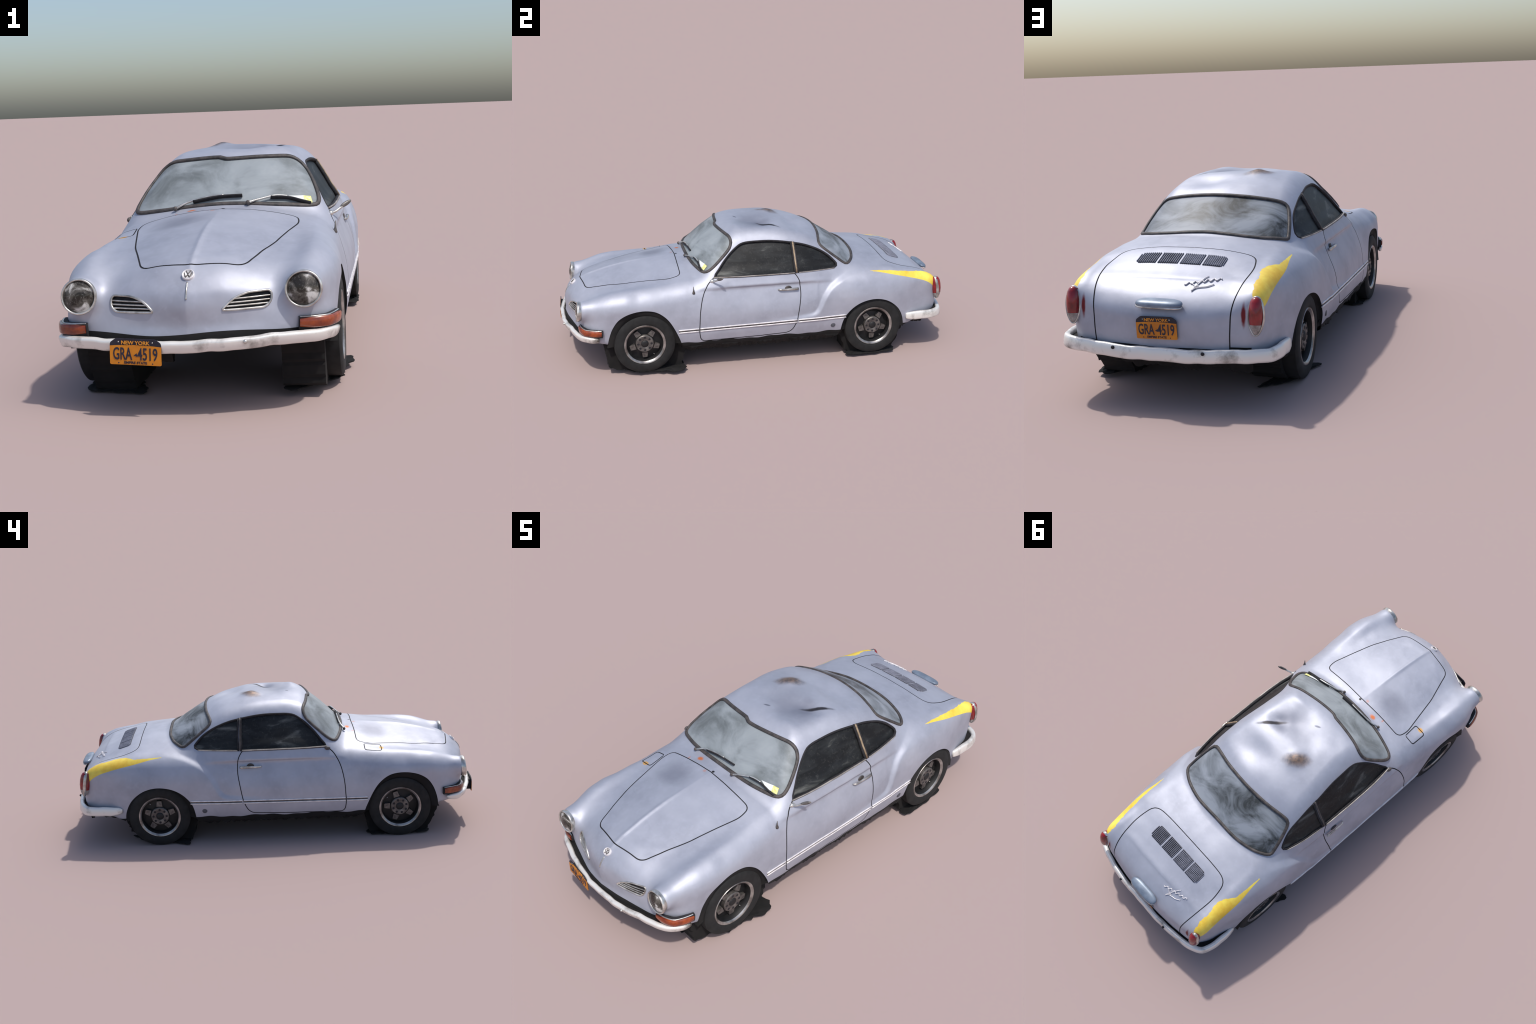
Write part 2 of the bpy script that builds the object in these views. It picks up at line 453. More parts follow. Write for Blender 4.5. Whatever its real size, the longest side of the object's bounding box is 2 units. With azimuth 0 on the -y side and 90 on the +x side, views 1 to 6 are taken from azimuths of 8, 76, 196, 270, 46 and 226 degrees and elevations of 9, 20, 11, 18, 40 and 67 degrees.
def math_node(nt, op, a, b=None, clamp=False):
    m = nt.nodes.new('ShaderNodeMath'); m.operation = op; m.use_clamp = clamp
    for s, v in zip(m.inputs, (a, b)):
        if v is None: continue
        if hasattr(v, 'is_output'): nt.links.new(v, s)
        else: s.default_value = v
    return m.outputs[0]
def spot(nt, centre, radii, edge=.35, wobble=12, amount=.5, turn=0.):
    """Soft blot mask round a point (object space), ragged by noise."""
    tc = nt.nodes.new('ShaderNodeTexCoord').outputs['Object']
    mp = nt.nodes.new('ShaderNodeMapping'); mp.vector_type = 'TEXTURE'
    mp.inputs['Location'].default_value = centre; mp.inputs['Scale'].default_value = radii; mp.inputs['Rotation'].default_value = (0, 0, turn)
    nt.links.new(tc, mp.inputs['Vector'])
    l = nt.nodes.new('ShaderNodeVectorMath'); l.operation = 'LENGTH'; nt.links.new(mp.outputs['Vector'], l.inputs[0])
    n = noise(nt, wobble, 3)
    d = math_node(nt, 'ADD', l.outputs['Value'], math_node(nt, 'MULTIPLY', math_node(nt, 'SUBTRACT', n, .5), amount*2))
    mr = nt.nodes.new('ShaderNodeMapRange'); mr.interpolation_type = 'SMOOTHSTEP'
    mr.inputs['From Min'].default_value = 1 + edge; mr.inputs['From Max'].default_value = 1 - edge
    nt.links.new(d, mr.inputs['Value']); return mr.outputs['Result']
def bump(nt, b, fac, strength=.2, dist=.002):
    n = nt.nodes.new('ShaderNodeBump'); n.inputs['Strength'].default_value = strength; n.inputs['Distance'].default_value = dist
    nt.links.new(fac, n.inputs['Height']); nt.links.new(n.outputs['Normal'], b.inputs['Normal'])
def setp(b, **k):
    for n, v in k.items(): b.inputs[n.replace('_', ' ')].default_value = v

def paint_material():
    m, nt, b = node_mat('silver_blue_paint')
    c1, c2, c3 = srgb(168,171,183), srgb(178,181,192), srgb(157,160,172)  # silver lowered a step toward the darker shading baked into the scan
    col = ramp(nt, noise(nt, 5.5, 5, .6), [(.30, c3), (.46, c1), (.68, c2)])
    col = mix(nt, math_node(nt, 'MULTIPLY', ramp(nt, noise(nt, 38, 4, .6, .4), [(.50, (0,0,0)), (.72, (1,1,1))]), .22), col, srgb(188,192,206))
    # dull blots of old dirt on the bonnet and roof
    dull = srgb(118,121,134)
    for c, r, s in (((-.12,-.51,.47), (.075,.055,.2), .55), ((.07,-.02,.68), (.10,.07,.1), .55), ((-.03,.04,.68), (.10,.09,.1), .28), ((.10,.02,.68), (.035,.05,.1), .6)):
        col = mix(nt, math_node(nt, 'MULTIPLY', spot(nt, c, r, .7, 16, .35), s), col, dull)
    # rust scars on the roof
    rust = ramp(nt, noise(nt, 60, 4), [(.35, srgb(62,52,48)), (.6, srgb(120,92,66))])
    col = mix(nt, math_node(nt, 'MULTIPLY', spot(nt, (-.078,.10,.68), (.052,.028,.1), .6, 30, .35, .75), .85), col, rust)
    col = mix(nt, spot(nt, (.135,.055,.68), (.062,.009,.1), .4, 30, .3, .85), col, srgb(52,50,54))
    col = mix(nt, math_node(nt, 'MULTIPLY', spot(nt, (-.02,-.085,.67), (.014,.005,.1), .4, 30, .3, .5), .7), col, srgb(70,74,90))
    # leaf-coloured chips on the cowl
    for c, r, k in (((-.103,-.380,.487), (.013,.010,.03), 1.), ((-.028,-.42,.49), (.007,.007,.03), .4), ((-.148,-.405,.48), (.004,.008,.03), .5)):
        col = mix(nt, math_node(nt, 'MULTIPLY', spot(nt, c, r, .5, 120, .4), k), col, srgb(206,118,70))
    col = mix(nt, spot(nt, (-.292,-.528,.427), (.014,.011,.03), .3, 90, .4), col, srgb(214,164,92))
    col = mix(nt, spot(nt, (.003,-.400,.494), (.006,.006,.03), .3, 90, .1), col, srgb(40,38,40))
    # dark red smear on the tail beside each lamp
    for sx in (-1, 1):
        col = mix(nt, spot(nt, (.278*sx+.012,.935,.322+.007*sx), (.007,.05,.034), .4, 40, .3), col, srgb(112,22,30))
    nt.links.new(col, b.inputs['Base Color'])
    setp(b, Metallic=.38, Roughness=.53)
    bump(nt, b, noise(nt, 26, 3), .10, .004)
    return m
def plain(name, a, bcol, scale, rough, metal=0., bumpy=0., lo=.35, hi=.65, **k):
    m, nt, b = node_mat(name)
    nt.links.new(ramp(nt, noise(nt, scale, 5, .6), [(lo, a), (hi, bcol)]), b.inputs['Base Color'])
    setp(b, Roughness=rough, Metallic=metal, **k)
    if bumpy: bump(nt, b, noise(nt, scale*2, 4), bumpy, .003)
    return m
PAINT = paint_material()
PLUG = plain('sill_plug_grey', srgb(70,71,78), srgb(88,89,97), 40, .7)
SLAT = plain('dusty_slats', srgb(104,106,118), srgb(132,134,148), 40, .6)
YELLOW = plain('bare_yellow_filler', srgb(222,178,52), srgb(246,226,96), 9, .5)
SEAM = plain('panel_gap_black', srgb(22,21,24), srgb(40,38,42), 60, .8)
RUBBER = plain('seal_rubber', srgb(48,46,46), srgb(84,77,74), 40, .6)
TYRE = plain('tyre_rubber', srgb(20,20,20), srgb(34,34,34), 30, .85, bumpy=.2)
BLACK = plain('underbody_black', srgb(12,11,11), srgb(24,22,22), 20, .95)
CHROME = plain('worn_chrome', srgb(150,146,140), srgb(228,226,220), 22, .28, metal=.75, bumpy=.12)
BELT = plain('dull_belt_trim', srgb(128,122,116), srgb(172,166,160), 30, .5, metal=.2)
STRIPCHROME = plain('bright_trim', srgb(206,202,204), srgb(236,232,232), 40, .35, metal=.15)
def bumper_material():
    m, nt, b = node_mat('bumper_painted_reflections')
    n = noise(nt, 10, 5, .6)
    nt.links.new(ramp(nt, n, [(.27, srgb(84,78,72)), (.36, srgb(176,172,166)), (.48, srgb(232,229,223))]), b.inputs['Base Color'])  # brown-grey first stop paints dark reflections onto the chrome
    setp(b, Roughness=.34, Metallic=.35); bump(nt, b, noise(nt, 22, 4), .25, .003); return m
BUMPER = bumper_material()
ALLOY = plain('dull_alloy', srgb(78,74,72), srgb(120,116,112), 50, .45, metal=.5)
DARKALLOY = plain('dark_wheel_black', srgb(15,15,16), srgb(28,28,29), 30, .6)
RIMLIP = plain('polished_rim', srgb(104,98,94), srgb(182,178,174), 18, .3, metal=.7)
RED = plain('red_lens', srgb(88,7,12), srgb(146,18,24), 24, .18, Coat_Weight=.5)
CLEAR = plain('clear_lens', srgb(120,112,108), srgb(176,170,166), 40, .2)
ORANGE = plain('orange_lens', srgb(104,36,16), srgb(158,70,24), 28, .25, Coat_Weight=.4)
NAVY = plain('plate_navy', srgb(20,20,34), srgb(30,30,46), 40, .5)
GOLD = plain('plate_gold', srgb(184,108,14), srgb(208,130,20), 14, .5)
GOLDTEXT = plain('plate_gold_text', srgb(200,124,30), srgb(222,150,50), 14, .5)
INK = plain('plate_ink', srgb(24,24,44), srgb(34,34,54), 40, .5)
PAPER = plain('dashboard_paper', srgb(216,220,222), srgb(238,240,240), 60, .6)
STICKER = plain('yellow_sticker', srgb(216,214,96), srgb(232,232,190), 160, .6)
BROWNTRIM = plain('weathered_trim', srgb(112,94,74), srgb(168,148,122), 40, .5, metal=.2)
def glass(name, dark, mid, light, scale, dist, stretch, rough, lo=.34, hi=.70):
    m, nt, b = node_mat(name)
    n = noise(nt, scale, 5, .55, dist, stretch=stretch)
    col = ramp(nt, n, [(lo, dark), ((lo+hi)/2, mid), (hi, light)])
    fine = ramp(nt, noise(nt, scale*6, 4, .6, 1.), [(.55, (0,0,0)), (.8, (1,1,1))])
    col = mix(nt, math_node(nt, 'MULTIPLY', fine, .25), col, light)
    nt.links.new(col, b.inputs['Base Color']); setp(b, Roughness=rough, Specular_IOR_Level=.3)
    return m, nt, b, col
WSGLASS = glass('hazy_windscreen', srgb(104,110,112), srgb(140,147,151), srgb(158,164,168), 6, .5, (1,1,1.3), .5)[0]  # clouded greys draw a reflective haze into the base colour
RWGLASS = glass('streaked_rear_glass', srgb(58,61,62), srgb(118,124,130), srgb(146,152,160), 7, .9, (.8,1.3,1), .5, .36, .62)[0]
SIDEGLASS = glass('side_glass_painted_reflections', srgb(18,19,20), srgb(36,38,39), srgb(104,105,101), 12, .5, (1,.5,1.8), .5, .41, .74)[0]  # pale last stop tints grey reflections into the panes
LENSGLASS = glass('headlamp_glass', srgb(44,40,36), srgb(92,88,82), srgb(206,204,200), 24, .8, (1,1,1), .15, .42, .66)[0]

# ================================================================= assemble the shell
CAR = bpy.data.objects.new('coupe_car', None); CAR.empty_display_size = .3; link(CAR)
CAR["label"] = "weathered silver-blue two-door vintage coupe with yellow rear fender patches"
CAR["category"] = "car"

# outlines, in the plane each is drawn on
WINDSCREEN = spline(mirror2([(0,-.353),(.10,-.349),(.18,-.338),(.25,-.320),(.285,-.306),(.300,-.288),(.300,-.262),(.287,-.225),(.268,-.185),(.250,-.162),(.222,-.155),(.16,-.170),(.08,-.183),(0,-.189)]), 5)
WINDSCREEN[:,1] += .005*np.tanh(-(WINDSCREEN[:,0] + .022)/.006)*np.clip((WINDSCREEN[:,1] + .21)/.02, 0, 1)*np.exp(-(WINDSCREEN[:,0]/.15)**2)    # kink in the header seal
REARGLASS = spline(mirror2([(0,.512),(.12,.510),(.21,.489),(.262,.462),(.283,.440),(.283,.418),(.272,.365),(.255,.313),(.238,.300),(.205,.306),(.12,.323),(0,.331)]), 5)
HOOD = rounded(mirror2([(0,-.895),(.142,-.873),(.205,-.690),(.253,-.470),(.246,-.413),(.12,-.412),(0,-.408)]), [.004,.03,.02,.02,.028,.02,.01,.02,.028,.02,.02,.03])
LID = rounded(mirror2([(0,.184),(.14,.188),(.243,.210),(.262,.330),(.252,.480),(.238,.600),(.232,.745),(0,.762)]), [.02,.05,.05,.05,.06,.06,.012,.012,.012,.06,.06,.05,.05,.05])
DOOR = rounded([(-.262,.4625),(-.293,.436),(-.322,.383),(-.338,.310),(-.344,.200),(-.335,.153),(-.04,.157),(.125,.164),(.155,.225),(.178,.365),(.172,.430),(.150,.4625)], [.004,.02,.04,.05,.02,.024,.02,.035,.06,.05,.03,.004])
FLAP = rounded([(.262,-.446),(.314,-.446),(.314,-.528),(.255,-.528)], .010)
SIDEGLASS_C = spline([(-.256,.468),(-.228,.503),(-.200,.536),(-.160,.573),(-.117,.602),(-.085,.611),(-.045,.614),(.03,.615),(.09,.611),(.148,.603),(.149,.602),(.152,.53),(.153,.468),(.152,.466),(.05,.466),(-.10,.466),(-.22,.466)], 5)
QUARTER = spline([(.163,.600),(.164,.598),(.168,.53),(.168,.468),(.169,.466),(.24,.467),(.30,.469),(.355,.469),(.379,.476),(.380,.488),(.358,.512),(.335,.532),(.300,.554),(.26,.573),(.21,.590)], 5)
ARCH_F = spline([(-.80,.08),(-.792,.17),(-.780,.222),(-.763,.262),(-.737,.297),(-.700,.321),(-.66,.332),(-.61,.335),(-.56,.326),(-.518,.300),(-.485,.262),(-.455,.205),(-.432,.145),(-.42,.08)], 5)
ARCH_R = spline([(.383,.08),(.388,.146),(.403,.215),(.445,.268),(.50,.299),(.57,.309),(.64,.292),(.698,.246),(.728,.19),(.736,.14),(.737,.08)], 5)
GRILLE = rounded([(.090,.284),(.130,.283),(.202,.283),(.217,.297),(.217,.324),(.155,.325),(.118,.312)], [.006,.01,.01,.012,.012,.04,.03])
PATCH = spline([(.542,.336),(.60,.349),(.675,.367),(.74,.375),(.80,.380),(.86,.388),(.895,.394),(.915,.398),(.927,.385),(.927,.345),(.912,.318),(.87,.298),(.838,.299),(.80,.293),(.757,.283),(.73,.290),(.70,.309),(.673,.326),(.607,.332)], 5)

PATCH_LEFT = spline([(.552,.334),(.60,.346),(.675,.364),(.74,.374),(.80,.380),(.86,.388),(.895,.394),(.915,.398),(.927,.385),(.927,.345),(.912,.322),(.88,.310),(.845,.311),(.80,.322),(.75,.327),(.70,.329),(.65,.330),(.60,.331)], 5)
def on_sides(c, zmax=.7):
    def f(P):
        d = outline_distance(c, P[:, 1:3]); return np.where(np.abs(P[:, 0]) > .2, d, .04)
    return f
def f_windscreen(P): return np.where((P[:,1] < -.1) & (P[:,2] > .46), outline_distance(WINDSCREEN, P[:, :2]), .04)
def f_rearglass(P): return np.where(P[:,2] > .45, outline_distance(REARGLASS, P[:, :2]), .04)
def f_hood(P): return np.where(P[:,2] > .3, outline_distance(HOOD, P[:, :2]), .04)
def f_lid(P): return np.where(P[:,1] > .6, outline_distance(LID, np.stack([P[:,0], P[:,1]-P[:,2]], 1)), .04)
def f_flap(P): return np.where(P[:,2] > .3, outline_distance(FLAP, np.stack([-P[:,0], P[:,1]], 1)), .04)
def f_grille(P): return np.where(P[:,1] < -.85, outline_distance(GRILLE, np.stack([np.abs(P[:,0]), P[:,2]], 1)), .04)
def f_patch(P):
    crest = np.interp(P[:,1], [.5,.6,.75,.845,.9,.96], [.452,.447,.432,.418,.402,.375])
    w = np.abs(P[:,0]) - (P[:,2] - crest)
    w = w + (.0016*np.sin(P[:,1]*93 + 2*np.sign(P[:,0])) + .0014*np.sin(P[:,1]*211) + .001*np.sin(P[:,1]*457 + 1))*np.clip((.336 - w)/.01, 0, 1)
    q = np.stack([P[:,1], w], 1)
    d = np.where(P[:,0] > 0, outline_distance(PATCH_LEFT, q), outline_distance(PATCH, q))
    return np.where((P[:,1] > .45) & (P[:,2] > .3), d, .04)
f_door = on_sides(DOOR); f_side = on_sides(SIDEGLASS_C); f_quarter = on_sides(QUARTER)
def f_arch(P):
    d = np.minimum(outline_distance(ARCH_F, P[:, 1:3]), outline_distance(ARCH_R, P[:, 1:3]))
    return np.where(np.abs(P[:,0]) > .24, d, .04)
def f_under(P): return P[:,2] - (.151 + .003*np.sin(P[:,1]*23) + .002*np.sin(P[:,1]*61 + 1))  # below this edge the sill is blacked in with the scan's underside shade

def f_valance(P):
    # lower nose and tail coloured black for the shadow behind the bumpers
    y = P[:,1]; a = np.abs(P[:,0])
    front = P[:,2] - (.226 + .004*np.sin(P[:,0]*17))
    rear = P[:,2] - (.216 + .003*np.sin(P[:,0]*19))
    return np.where(y < -.84, np.where(a < .30, front, np.maximum(front, (a-.30)*.5)), np.where(y > .90, np.where(a < .30, rear, np.maximum(rear, (a-.30)*.5)), .02))
P0, F0 = shell_mesh(CELL)
SK = Skin(P0, F0)
GAP = .0022
for fn in (f_windscreen, f_rearglass, f_side, f_quarter, f_arch, f_grille, f_patch, f_under, f_valance): SK.cut(fn)
for fn in (f_hood, f_lid, f_door, f_flap): SK.cut(fn, -GAP); SK.cut(fn, GAP)
CEN = SK.centroids()
side = np.sign(CEN[:,0]); FN = {k: f(CEN) for k, f in dict(ws=f_windscreen, rw=f_rearglass, sd=f_side, qt=f_quarter, ar=f_arch, gr=f_grille, ye=f_patch, un=f_under, va=f_valance, ho=f_hood, li=f_lid, do=f_door, fl=f_flap).items()}
tag = np.array(['body_shell']*len(CEN), dtype=object)
def put(mask, name): tag[mask] = name
put(FN['ho'] < -GAP, 'hood'); put(FN['li'] < -GAP, 'engine_lid'); put(FN['fl'] < -GAP, 'fuel_flap')
put((FN['do'] < -GAP) & (side > 0), 'doorL'); put((FN['do'] < -GAP) & (side < 0), 'doorR')
put((FN['ye'] < 0) & (tag == 'body_shell'), 'yellow')
put(FN['un'] < 0, 'under')
put((FN['va'] < 0) & (tag == 'body_shell'), 'valance')
for k in ('ho','li','do','fl'): put(np.abs(FN[k]) < GAP, 'gap')
put(FN['ws'] < 0, 'windscreen'); put(FN['rw'] < 0, 'rear_window')
put((FN['sd'] < 0) & (side > 0), 'sideL'); put((FN['sd'] < 0) & (side < 0), 'sideR')
put((FN['qt'] < 0) & (side > 0), 'quarterL'); put((FN['qt'] < 0) & (side < 0), 'quarterR')
put(FN['gr'] < 0, 'grille'); put(FN['ar'] < 0, 'none')
NRM = unit_normals(SK.P)
def piece(t, name, mat, parent=CAR, inset=0.):
    ids = np.nonzero(tag == t)[0]
    used = sorted({v for i in ids for v in SK.faces[i]}); re = {v: k for k, v in enumerate(used)}
    V = SK.P[used] - inset*NRM[used]
    return mesh_object(name, V, [[re[v] for v in SK.faces[i]] for i in ids], mat, parent, normals=NRM[used])
SHELL = piece('body_shell', 'body_shell', PAINT)
HOODO = piece('hood', 'hood', PAINT); LIDO = piece('engine_lid', 'engine_lid', PAINT)
piece('fuel_flap', 'fuel_flap', PAINT)
DOORO = {1: piece('doorL', 'door', PAINT), -1: piece('doorR', 'door', PAINT)}
piece('yellow', 'bare_filler_patch', YELLOW, SHELL)
piece('under', 'underbody', BLACK); piece('valance', 'valance_painted_shadow', BLACK)
piece('gap', 'panel_gap', SEAM, SHELL, .0016)
WSO = piece('windscreen', 'windscreen', WSGLASS, inset=.002); RWO = piece('rear_window', 'rear_window', RWGLASS, inset=.002)
SIDEO = {1: piece('sideL', 'side_window', SIDEGLASS, DOORO[1], .011), -1: piece('sideR', 'side_window', SIDEGLASS, DOORO[-1], .008)}
QO = {1: piece('quarterL', 'quarter_window', SIDEGLASS, CAR, .009), -1: piece('quarterR', 'quarter_window', SIDEGLASS, CAR, .006)}
piece('grille', 'grille_recess', SEAM, SHELL, .006)

# ----------------------------------------------------------------- seals and trims that follow the surface
def lift(P, off):
    g = grad(P); f = body(P[:,0], P[:,1], P[:,2]); P = P - (f/np.maximum((g*g).sum(1), .05))[:, None]*g
    return P + off*unit_normals(P)
def surf_strip(path, w, t, off=0., closed=False, n=8, power=2.6):
    """Flattened bead lying on the shell along a surface path."""
    P = lift(path, off); N = unit_normals(P)
    return sweep(P, ring2(w, t, n, power), closed, N)
def on_x(c, s, z=False):   # outline in (y,z) -> side of the car
    st = np.column_stack([np.full(len(c), .5*s), c]); return land(st, (-s,0,0))
def on_front(c): return land(np.column_stack([c[:,0], np.full(len(c), -1.1), c[:,1]]), (0,1,0), .95)
def on_top(c): return land(np.column_stack([c[:,0], c[:,1], np.full(len(c), .8)]), (0,0,-1))
wc = resample(WINDSCREEN, .012)
mesh_object('window_seal', *surf_strip(on_top(wc), .0075, .005, .001, True), RUBBER, WSO)
rc = resample(REARGLASS, .012)
mesh_object('window_seal', *surf_strip(on_top(rc), .0072, .005, .001, True), RUBBER, RWO)
for s in (1, -1):
    mesh_object('window_seal', *surf_strip(on_x(resample(SIDEGLASS_C, .012), s), .0050, .007, -.005, True), SEAM, SIDEO[s])
    mesh_object('window_seal', *surf_strip(on_x(resample(QUARTER, .012), s), .0050, .006, -.004, True), SEAM, QO[s])
    belt = np.stack([np.linspace(-.262, .150, 40), np.full(40, .4645)], 1)
    mesh_object('belt_trim', *surf_strip(on_x(belt, s), .0028, .004, .002), BELT, DOORO[s])
    qb = np.stack([np.linspace(.172, .365, 20), np.interp(np.linspace(.172,.365,20), [.17,.3,.365],[.4645,.4665,.467])], 1)
    mesh_object('belt_trim', *surf_strip(on_x(qb, s), .0022, .003, .001), BELT, QO[s])
    pil = np.stack([np.linspace(.1555,.1605,12), np.linspace(.604,.465,12)], 1)
    mesh_object('pillar_trim', *surf_strip(on_x(pil, s), .0045, .003, .002), BROWNTRIM if s > 0 else RUBBER, CAR)
    # twin chrome strips along the sill, broken at the door gaps
    for y0, y1 in ((-.447,-.3465),(-.3405,.1535),(.1605,.412)):
        yy = np.linspace(y0, y1, max(6, int((y1-y0)/.015)))
        for dz in (.0065, -.0065):
            zz = .214 + (yy + .447)*.0187 + dz
            mesh_object('side_trim_strip', *surf_strip(on_x(np.stack([yy, zz], 1), s), .0034, .0030, .0008), STRIPCHROME, CAR if y0 != -.3405 else DOORO[s])
        mesh_object('side_trim_backing', *surf_strip(on_x(np.stack([yy, .214 + (yy+.447)*.0187], 1), s), .0030, .0012, .0), RUBBER, CAR if y0 != -.3405 else DOORO[s])
    # black rubber jacking plug behind the door
    yy = on_x(np.array([[.345,.185]]), s)[0]
    v, f = ellipsoid((0,0,0), (.0025,.0125,.0125)); mesh_object('sill_plug', v + yy, f, PLUG, CAR)
    # wheel housings
    for arch, yc in ((ARCH_F, -.61), (ARCH_R, .565)):
        c = arch
        top = c[c[:,1] > .135]; top = top[np.argsort(top[:,0])]
        lip = on_x(top, s); V = []; F = []
        n = len(top)
        for k, (inw, sc) in enumerate(((0., 1.), (.006, .995), (.014, .98), (.022, .74), (.10, .72))):
            p = lip.copy()
            if k: p[:,0] = s*(np.abs(lip[:,0]) - inw) if k == 1 else s*(.395 - inw)
            cy, cz = yc, .16
            p[:,1] = cy + (p[:,1] - cy)*sc; p[:,2] = cz + (p[:,2] - cz)*sc
            V.append(p)
        V = np.vstack(V)
        for k in range(4):
            for i in range(n-1): F.append((k*n+i, k*n+i+1, (k+1)*n+i+1, (k+1)*n+i))
        mesh_object('wheel_housing', V, F, BLACK, CAR)

# ----------------------------------------------------------------- wheels
HUBZ = .157; RT = .150
def wheel_parts():
    d = {}
    d['tyre'] = lathe([(.097,-.12),(.125,-.135),(.144,-.130),(RT,-.115),(RT,-.015),(.1490,.002),(.143,.007),(.130,.010),(.114,.010),(.105,.008),(.100,.003),(.096,-.008)], 64)
    d['rim_barrel'] = lathe([(.086,-.07),(.087,-.02),(.0885,-.004),(.0935,.0045)], 64)
    d['rim'] = lathe([(.0905,.002),(.0945,.006),(.098,.0085),(.1015,.0090),(.1035,.006),(.1010,-.002)], 64)
    d['wheel_disc'] = lathe([(.0001,-.024),(.03,-.022),(.06,-.026),(.089,-.030)], 48)
    # hub plate with a ring of eight holes
    n = 128; V = []; F = []
    th = np.arange(n)/n*2*np.pi
    d['hub_plate'] = lathe([(.018,-.010),(.0185,-.0045),(.022,-.003),(.041,-.003),(.0445,-.006),(.045,-.022)], 48)
    d['hub_cap'] = lathe([(.0001,.001),(.009,.0005),(.016,-.002),(.019,-.006),(.019,-.012)], 32)
    return d
WP = wheel_parts()
WMAT = dict(tyre=TYRE, rim_barrel=DARKALLOY, rim=RIMLIP, wheel_disc=DARKALLOY, hub_plate=ALLOY, hub_cap=DARKALLOY)
def raw_mesh(name, vf, mat, smooth=True, angle=35):
    me = bpy.data.meshes.new(name); me.from_pydata(np.asarray(vf[0]).tolist(), [], [list(f) for f in vf[1]]); me.update()
    me.materials.append(mat); me.polygons.foreach_set('use_smooth', [smooth]*len(me.polygons))
    if smooth and angle: me.set_sharp_from_angle(angle=math.radians(angle))
    return me
WM = {k: raw_mesh(k, v, WMAT[k]) for k, v in WP.items()}
sv, sf = box(.016, .030, .027)
sv[sv[:,2] > 0, 1] *= .72; sv[(sv[:,2] > 0), 0] -= .003
SPOKE = raw_mesh('spoke', (sv, sf), ALLOY, False)
HOLE = raw_mesh('bolt_hole', lathe([(.0001,-.0022),(.0035,-.0024),(.0052,-.0018),(.0058,-.0028)], 16), SEAM)
VALVE = raw_mesh('valve', ellipsoid((0,0,0), (.003,.0022,.004), 10, 6), CHROME)
for (yc, s, a0) in ((-.613,1,math.pi),(.566,1,math.pi),(-.606,-1,0.3),(.568,-1,0.0)):
    hub = to_world(np.array([s*(.379 if s > 0 else .376), yc, HUBZ]))
    w = bpy.data.objects.new('wheel', None); w.empty_display_size = .1
    w.location = hub; w.rotation_euler = (0, -SH_Z, 0 if s > 0 else math.pi)
    if s < 0: w.rotation_euler = (0, SH_Z, math.pi)
    link(w); w.parent = CAR
    for k, me in WM.items():
        o = bpy.data.objects.new(k, me); bpy.context.scene.collection.objects.link(o); o.parent = w
    for i in range(5):
        an = a0 + i*2*math.pi/5
        o = bpy.data.objects.new('spoke', SPOKE); bpy.context.scene.collection.objects.link(o); o.parent = w
        o.matrix_local = Matrix.Rotation(an, 4, 'X') @ Matrix.Translation((-.018, 0, .0615))
    for i in range(8):
        an = a0 + i*2*math.pi/8
        o = bpy.data.objects.new('bolt_hole', HOLE); bpy.context.scene.collection.objects.link(o); o.parent = w
        o.matrix_local = Matrix.Rotation(an, 4, 'X') @ Matrix.Translation((0, 0, .0325))
    o = bpy.data.objects.new('valve', VALVE); bpy.context.scene.collection.objects.link(o); o.parent = w
    o.matrix_local = Matrix.Rotation(a0 + .63, 4, 'X') @ Matrix.Translation((-.014, 0, .076))

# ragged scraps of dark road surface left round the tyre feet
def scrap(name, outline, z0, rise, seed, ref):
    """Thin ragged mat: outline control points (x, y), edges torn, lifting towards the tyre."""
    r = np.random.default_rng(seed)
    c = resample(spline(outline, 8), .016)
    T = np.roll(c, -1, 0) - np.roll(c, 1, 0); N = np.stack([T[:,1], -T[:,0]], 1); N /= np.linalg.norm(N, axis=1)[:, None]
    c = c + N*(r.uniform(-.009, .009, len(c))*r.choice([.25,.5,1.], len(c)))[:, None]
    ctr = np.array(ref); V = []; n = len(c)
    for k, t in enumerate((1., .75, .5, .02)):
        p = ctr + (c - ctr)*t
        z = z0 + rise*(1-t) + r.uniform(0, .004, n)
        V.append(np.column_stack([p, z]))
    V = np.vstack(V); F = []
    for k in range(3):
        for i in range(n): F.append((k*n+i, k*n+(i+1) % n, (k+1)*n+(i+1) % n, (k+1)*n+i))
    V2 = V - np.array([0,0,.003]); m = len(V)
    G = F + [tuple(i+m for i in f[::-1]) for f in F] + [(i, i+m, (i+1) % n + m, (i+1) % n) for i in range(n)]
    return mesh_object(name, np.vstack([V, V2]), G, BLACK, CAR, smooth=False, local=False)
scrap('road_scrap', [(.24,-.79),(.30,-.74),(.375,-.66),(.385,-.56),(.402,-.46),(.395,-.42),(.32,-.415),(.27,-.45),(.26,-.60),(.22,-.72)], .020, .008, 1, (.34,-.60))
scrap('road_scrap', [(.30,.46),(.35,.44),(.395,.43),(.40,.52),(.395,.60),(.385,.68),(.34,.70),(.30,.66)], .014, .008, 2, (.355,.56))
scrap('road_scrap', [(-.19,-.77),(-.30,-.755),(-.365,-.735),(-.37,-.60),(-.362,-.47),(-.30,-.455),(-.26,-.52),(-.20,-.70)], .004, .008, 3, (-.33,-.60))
scrap('road_scrap', [(-.27,.425),(-.35,.43),(-.395,.435),(-.355,.52),(-.345,.62),(-.27,.70),(-.23,.72),(-.27,.58)], .004, .008, 4, (-.32,.56))
